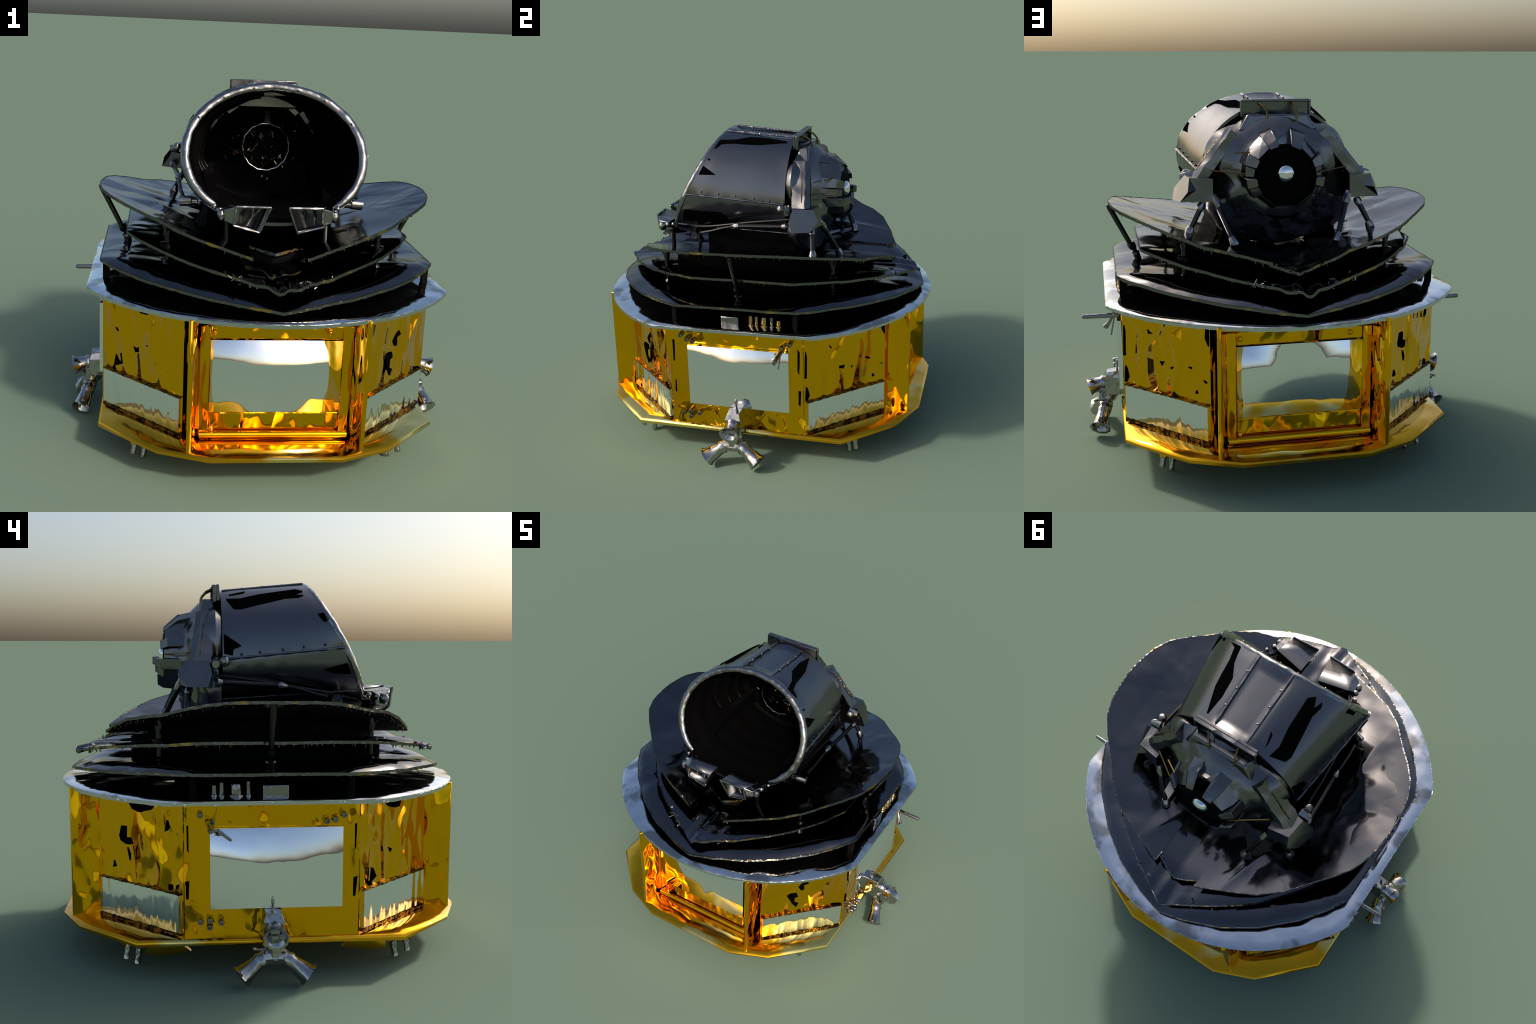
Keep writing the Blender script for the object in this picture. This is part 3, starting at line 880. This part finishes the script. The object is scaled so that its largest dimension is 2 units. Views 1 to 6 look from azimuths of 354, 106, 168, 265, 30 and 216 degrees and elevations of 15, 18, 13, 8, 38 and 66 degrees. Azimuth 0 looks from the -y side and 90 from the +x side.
for i in range(90):
    a, r = R.uniform(0, 2 * PI), .105 * math.sqrt(R.random())
    p = ring_pt(a, r, R.uniform(.085, .15))
    q = p + V((R.uniform(-1, 1), R.uniform(-.5, .5), R.uniform(-1, 1))).normalized() * R.uniform(.008, .03)
    b.tube([p, q], R.uniform(.002, .005), n=5)
for i in range(46):
    a, r = R.uniform(0, 2 * PI), R.uniform(.135, .19)
    p = ring_pt(a, r, R.uniform(.07, .12))
    q = p + V((R.uniform(-1, 1), R.uniform(-.5, .5), R.uniform(-1, 1))).normalized() * R.uniform(.008, .025)
    b.tube([p, q], R.uniform(.0015, .004), n=5)
b.obj("inner_mechanism", JUNK, TEL, stuff=True)

# dark bench that fills the space between barrel and upper shield
b = Build()
for s in (-1, 1):
    xs = [.31, .32, .31, .29]
    ys = [-.30, -.10, .12, .27]
    zt = [1.255, 1.29, 1.315, 1.33]
    for k in range(3):
        b.hexa([(s * (xs[k] - .05), ys[k], z1(.32, 0) - .02), (s * xs[k], ys[k], z1(xs[k], 0) - .004), (s * xs[k + 1], ys[k + 1], z1(xs[k + 1], 0) - .004), (s * (xs[k + 1] - .05), ys[k + 1], z1(.32, 0) - .02),
                (s * (xs[k] - .05), ys[k], zt[k]), (s * xs[k], ys[k], zt[k]), (s * xs[k + 1], ys[k + 1], zt[k + 1]), (s * (xs[k + 1] - .05), ys[k + 1], zt[k + 1])])
b.box((-.31, .20, 1.10), (.31, .23, 1.33))
b.obj("bench_skirt", INNER, TEL)

# top plate with cables
b = Build()
b.hexa([(-.176, .196, 1.69), (.174, .196, 1.69), (.174, .216, 1.69), (-.176, .216, 1.69), (-.176, .200, 1.770), (.174, .200, 1.770), (.174, .216, 1.770), (-.176, .216, 1.770)])
b.box((-.182, .215, 1.684), (-.17, .232, 1.766)).box((.168, .215, 1.684), (.18, .232, 1.766)).box((-.178, .215, 1.757), (.176, .236, 1.768)).box((-.178, .215, 1.683), (.176, .232, 1.692))
b.obj("top_plate", HOUSING, TEL, bevel=.003)
b = Build()
for x0, x1 in ((.085, .055), (-.085, -.095)):
    b.tube([(x0, .212, 1.745), (x0, .238, 1.75), (lerp(x0, x1, .5), .262, 1.738), (x1, .285, 1.712), (x1, .292, 1.66)], .006, n=8)
b.obj("cable_loop", CABLE, TEL)

# ------------------------------------------------------------------ rear housing
H = Build()
NA = 72
prof = [(.20, .325), (.225, .335), (.25, .325), (.275, .312), (.30, .298), (.33, .266), (.355, .24), (.38, .212), (.40, .20), (.415, .17), (.42, .10), (.42, .0)]
vs = []
low = [(.20, .385), (.225, .395), (.25, .395), (.275, .385), (.30, .37), (.33, .335), (.355, .285), (.38, .235), (.40, .205), (.415, .17), (.42, .10), (.42, .0)]
for (y, r), (_, rl) in zip(prof, low):
    for k in range(NA):
        a = 2 * PI * k / NA
        p = V((math.cos(a), 0, math.sin(a)))
        j = 1 + .03 * noise.noise(V((p.x * 2.5, y * 9, p.z * 2.5)))
        da = abs(math.degrees(math.atan2(p.z, abs(p.x))) - 20) / 30
        j += .14 * max(0, 1 - da ** 2) * max(0, min(1, (.375 - y) / .06)) * (r > .2)
        j -= .07 * max(0, min(1, (p.z - .55) / .3)) * (r > .2)
        f = max(0, min(1, (-p.z - .08) / .3))
        q = V((0, y, 1.405)) + p * lerp(r, rl * (.93 if abs(p.x) < .35 else 1.03), f) * (j + f * .05 * noise.noise(V((p.x * 6, y * 10, p.z * 6))))
        q.z = max(q.z, z1(q.x, q.y) - .004)
        vs.append(q)
H.add(vs, [(i * NA + k, i * NA + (k + 1) % NA, (i + 1) * NA + (k + 1) % NA, (i + 1) * NA + k) for i in range(len(prof) - 1) for k in range(NA)])
HOUS = H.obj("mirror_housing", HOUSING, ROOT, angle=40)

# blocks of wrapped foil on the upper dome
b = Build()
for a0, a1, y0, y1, r0, r1 in ((75, 92, .23, .315, .25, .286), (93, 104, .235, .305, .25, .290), (105, 119, .23, .318, .24, .282), (58, 74, .23, .31, .245, .284),
                              (120, 136, .225, .30, .25, .288), (44, 57, .23, .295, .25, .285), (82, 98, .30, .342, .21, .250), (62, 80, .305, .335, .21, .238), (100, 122, .305, .338, .21, .244)):
    c = []
    for y, rr in ((y0, r1), (y1, r1 - .018)):
        for a, r in ((a0, r0), (a1, r0), (a1, rr), (a0, rr)):
            t = math.radians(a)
            c.append(V((0, y, 1.405)) + V((math.cos(t), 0, math.sin(t))) * r)
    b.hexa(c)
b.obj("foil_block", HOUSING, HOUS, bevel=.012)
# lower apron: crinkled foil hanging under the dome
b = Build()
rows = []
for i in range(9):
    t = i / 8
    row = []
    for k in range(33):
        a = math.radians(215 + 110 * k / 32)
        r = lerp(.215, .345, t)
        y = lerp(.398, .322, t) + .005 * math.sin(k * .8 + i * .7)
        row.append(V((0, y, 1.405)) + V((math.cos(a), 0, math.sin(a))) * (r + .012 * noise.noise(V((k * .3, i * .5, 2)))))
    rows.append(row)
vs = [p for r in rows for p in r] + [p + V((0, -.02, .02)) for r in rows for p in r]
m = 9 * 33
fs = []
for i in range(8):
    for k in range(32):
        q = (i * 33 + k, i * 33 + k + 1, (i + 1) * 33 + k + 1, (i + 1) * 33 + k)
        fs += [q, tuple(m + t for t in reversed(q))]
b.add(vs, fs)
b.obj("foil_apron", HOUSING, HOUS, angle=30)

# collar of foil flaps round the rear opening, black well and bright lens
b = Build()
def collar_pt(a, r, y):
    return V((.002 + r * math.cos(a), y, 1.418 + r * math.sin(a)))
segs = [(60, 78, .212, .478, -.006), (78, 102, .198, .40, .012), (102, 122, .214, .482, -.006), (122, 150, .196, .47, .004), (151, 166, .205, .494, -.002), (167, 183, .188, .476, .006),
        (183, 198, .198, .522, -.004), (199, 214, .186, .508, .004), (214, 250, .172, .512, .002), (250, 290, .163, .508, .0), (290, 326, .172, .508, .003), (326, 342, .188, .528, -.002),
        (343, 358, .200, .542, .0), (359, 374, .196, .488, .006), (375, 391, .207, .50, .0), (391, 420, .202, .472, .003)]
for a0, a1, ro, yb, dr in segs:
    a0, a1 = math.radians(a0), math.radians(a1)
    ri = .15 + dr
    sl = .028 + .055 * max(0, math.sin((a0 + a1) / 2)) ** 2
    b.hexa([collar_pt(a0, ri + .005, .34), collar_pt(a1, ri + .005, .34), collar_pt(a1, ro + .02, .31), collar_pt(a0, ro + .02, .31),
            collar_pt(a0, ri, yb), collar_pt(a1, ri, yb), collar_pt(a1, ro - .002, yb - sl), collar_pt(a0, ro - .002, yb - sl - .003)])
# hood cheeks flanking the notch on top
for a, dy in ((77, .0), (103, .004)):
    t0, t1 = math.radians(a - 2), math.radians(a + 2)
    b.hexa([collar_pt(t0, .15, .36), collar_pt(t1, .15, .36), collar_pt(t1, .216, .35), collar_pt(t0, .216, .35),
            collar_pt(t0, .15, .475 + dy), collar_pt(t1, .15, .475 + dy), collar_pt(t1, .214, .402 + dy), collar_pt(t0, .214, .402 + dy)])
b.obj("collar_flap", HOUSING, HOUS, bevel=.006)
b = Build()
b.add([collar_pt(2 * PI * i / 40, .152, .462) for i in range(40)] + [collar_pt(0, 0, .45)] + [collar_pt(2 * PI * i / 40, .11, .482) for i in range(40)] + [collar_pt(2 * PI * i / 40, .075, .465) for i in range(40)],
      [(i, (i + 1) % 40, 41 + (i + 1) % 40, 41 + i) for i in range(40)] + [(41 + i, 41 + (i + 1) % 40, 81 + (i + 1) % 40, 81 + i) for i in range(40)] + [(81 + i, 81 + (i + 1) % 40, 40) for i in range(40)])
b.obj("dark_well", INNER, HOUS, angle=60)
b = Build()
b.tube([(0, .43, 1.428), (0, .478, 1.428), (0, .494, 1.428), (0, .502, 1.428), (0, .505, 1.428)], [.046, .046, .038, .022, .002], n=16)
b.obj("lens_cap", SILVER, HOUS, angle=None)
# thin rods across the housing
b = Build()
b.tube([(.34, .36, 1.435), (.17, .47, 1.425)], .004, n=6)
b.tube([(-.17, .47, 1.43), (-.335, .36, 1.44)], .004, n=6)
b.tube([(.24, .40, 1.525), (.17, .44, 1.53)], .004, n=6)
b.obj("tie_rod", CABLE, HOUS)

# A-frame: two sloping beams with boxed feet
for s in (-1, 1):
    top, elb = V((s * .230, .268, 1.622)), V((s * .422, .304, 1.378))
    ax = (elb - top).normalized()
    w = V((0, 1, 0))
    nrm = ax.cross(w).normalized() * s
    if nrm.x * s < 0:
        nrm = -nrm
    b = Build()
    rows = 12
    sec = []
    for i in range(rows + 1):
        p = top.lerp(elb, i / rows)
        j = [R.uniform(-.0035, .0035) for _ in range(8)]
        sec.append([p + nrm * (.026 + j[0]) - w * (.052 + j[1]), p + nrm * (.031 + j[2]) + w * (.022 + j[3]), p + nrm * (.012 + j[4]) + w * (.05 + j[5]), p - nrm * (.035) + w * (.046 + j[6]), p - nrm * .04 - w * (.05 + j[7])])
    vs = [p for r in sec for p in r]
    b.add(vs, [(i * 5 + k, i * 5 + (k + 1) % 5, (i + 1) * 5 + (k + 1) % 5, (i + 1) * 5 + k) for i in range(rows) for k in range(5)] + [(4, 3, 2, 1, 0), tuple(rows * 5 + k for k in range(5))])
    b.obj("frame_beam", HOUSING, HOUS, angle=25)
    # slit line on the beam
    g0, g1 = top.lerp(elb, .25), top.lerp(elb, .85)
    Build().tube([g0 + nrm * .0315 + w * .004, g1 + nrm * .0315 + w * .004], .0022, n=5).obj("beam_slit", SEAM, HOUS)
    f = Build()
    f.hexa([(s * .34, .24, 1.40), (s * .345, .39, 1.40), (s * .345, .405, 1.29), (s * .34, .25, 1.27),
            (s * .470, .262, 1.405), (s * .458, .375, 1.405), (s * .505, .365, 1.285), (s * .533, .27, 1.285)])
    f.add([(s * .470, .262, 1.405), (s * .458, .375, 1.405), (s * .47, .41, 1.34), (s * .505, .365, 1.285), (s * .533, .27, 1.285), (s * .522, .25, 1.34), (s * .36, .33, 1.35)],
          [(0, 1, 2, 3, 4, 5), (6, 1, 0), (6, 2, 1), (6, 3, 2), (6, 4, 3), (6, 5, 4), (6, 0, 5)])
    f.obj("beam_foot", HOUSING, HOUS, angle=20)
# cap joining the beam tops
Build().hexa([(-.20, .225, 1.62), (.20, .225, 1.62), (.20, .30, 1.62), (-.20, .30, 1.62), (-.16, .225, 1.70), (.16, .225, 1.70), (.15, .285, 1.70), (-.15, .285, 1.70)]).obj("frame_cap", HOUSING, HOUS, bevel=.01)

# bipods
for s in (-1, 1):
    for top, ft, r in (((s * .400, .357, 1.262), (s * .462, .372, 1.142), .015), ((s * .330, .400, 1.288), (s * .256, .492, 1.095), .015)):
        b = Build()
        top, ft = V(top), V(ft)
        b.tube([top, top.lerp(ft, .2), top.lerp(ft, .85), ft], [r, r, r * .9, r * .9], n=10)
        b.obj("bipod_leg", STRUT, HOUS)
        j = Build()
        j.tube([top + (top - ft) * .15, top.lerp(ft, .0), top.lerp(ft, .14)], [.017, .021, .018], n=10)
        j.tube([ft.lerp(top, .16), ft.lerp(top, .06), ft - V((0, 0, .008))], [.017, .022, .024], n=10)
        j.obj("bipod_joint", JOINT, HOUS)

# side struts under the tube, knobs and cans
for s in (-1, 1):
    b = Build()
    b.tube([(s * .472, .222, 1.304), (s * .462, .08, 1.296), (s * .447, -.08, 1.287)], .0125, n=10)
    b.tube([(s * .447, -.08, 1.287), (s * .446, -.16, 1.272), (s * .44, -.23, 1.25), (s * .43, -.30, 1.232)], [.007, .010, .009, .011], n=8)
    b.tube([(s * .43, .23, 1.335), (s * .415, .0, 1.305), (s * .38, -.25, 1.26), (s * .30, -.46, 1.222), (s * .24, -.56, 1.21)], [.006, .007, .008, .010, .012], n=8)
    b.obj("tube_strut", STRUT, TEL)
    k = Build()
    k.tube([(s * .472, .235, 1.305), (s * .472, .222, 1.304), (s * .471, .20, 1.303)], [.016, .022, .015], n=10)
    k.tube([(s * .449, -.06, 1.288), (s * .447, -.08, 1.287), (s * .446, -.105, 1.284)], [.018, .02, .010], n=10)
    k.tube([(s * .435, .225, 1.392), (s * .455, .228, 1.392), (s * .49, .232, 1.388)], [.03, .026, .018], n=10)
    k.ball((s * .455, .19, 1.40), .026)
    k.obj("strut_joint", JOINT, TEL)
    c = Build()
    c.tube([(s * .36, -.36, 1.222), (s * .385, -.355, 1.222), (s * .39, -.355, 1.222), (s * .445, -.345, 1.217), (s * .445, -.345, 1.217), (s * .43, -.347, 1.218)], [.018, .02, .024, .026, .022, .02], n=14)
    c.obj("end_can", JOINT, TEL)
    # open boxes below the mouth
    A, B, C, D = V((s * .041, -.676, 1.261)), V((s * .199, -.668, 1.26)), V((s * .208, -.652, 1.170)), V((s * .088, -.649, 1.138))
    A2, B2, C2, D2 = V((s * .055, -.52, 1.238)), V((s * .232, -.555, 1.246)), V((s * .238, -.545, 1.16)), V((s * .10, -.52, 1.128))
    w = Build()
    w.add([A, B, C, D, A2, B2, C2, D2], [(0, 1, 5, 4), (1, 2, 6, 5), (2, 3, 7, 6), (3, 0, 4, 7), (4, 5, 6, 7)])
    o = w.obj("baffle_box", TUBE, TEL, angle=20)
    so = o.modifiers.new("Solidify", "SOLIDIFY")
    so.thickness, so.offset = .006, -1
    e = Build()
    for p, q in ((A, B), (B, C), (C, D), (D, A)):
        e.tube([p, q], .0055, n=8)
    for t0, t1, bow in ((.25, .35, .012), (.5, .45, -.014), (.72, .7, .01)):
        p, q = A.lerp(B, t0) + V((0, .03, -.006)), D.lerp(C, t1) + V((0, .05, .006))
        e.tube([p, p.lerp(q, .5) + V((s * bow, .02, 0)), q], [.004, .009, .006], n=6)
    e.obj("baffle_frame", RIMM, TEL)
    g = Build()
    g.hexa([B + V((0, .006, -.002)), C + V((0, .006, .002)), C2 + V((0, 0, .002)), B2, V((s * .25, -.64, 1.24)), V((s * .25, -.632, 1.185)), V((s * .262, -.57, 1.18)), V((s * .262, -.575, 1.235))])
    g.obj("baffle_bracket", JOINT, TEL, bevel=.003)
    k = Build()
    k.ball((s * .262, -.615, 1.21), .026, sq=(.8, .9, 1.1))
    k.ball((s * .268, -.575, 1.222), .018)
    k.ball((s * .29, -.53, 1.232), .014)
    k.obj("baffle_knob", JOINT, TEL)
    p = Build()
    p.tube([(s * .235, -.555, 1.21), (s * .233, -.555, 1.16), (s * .233, -.556, z1(.233, -.556) + .0)], [.014, .012, .013], n=10)
    p.obj("baffle_post", STRUT, TEL)
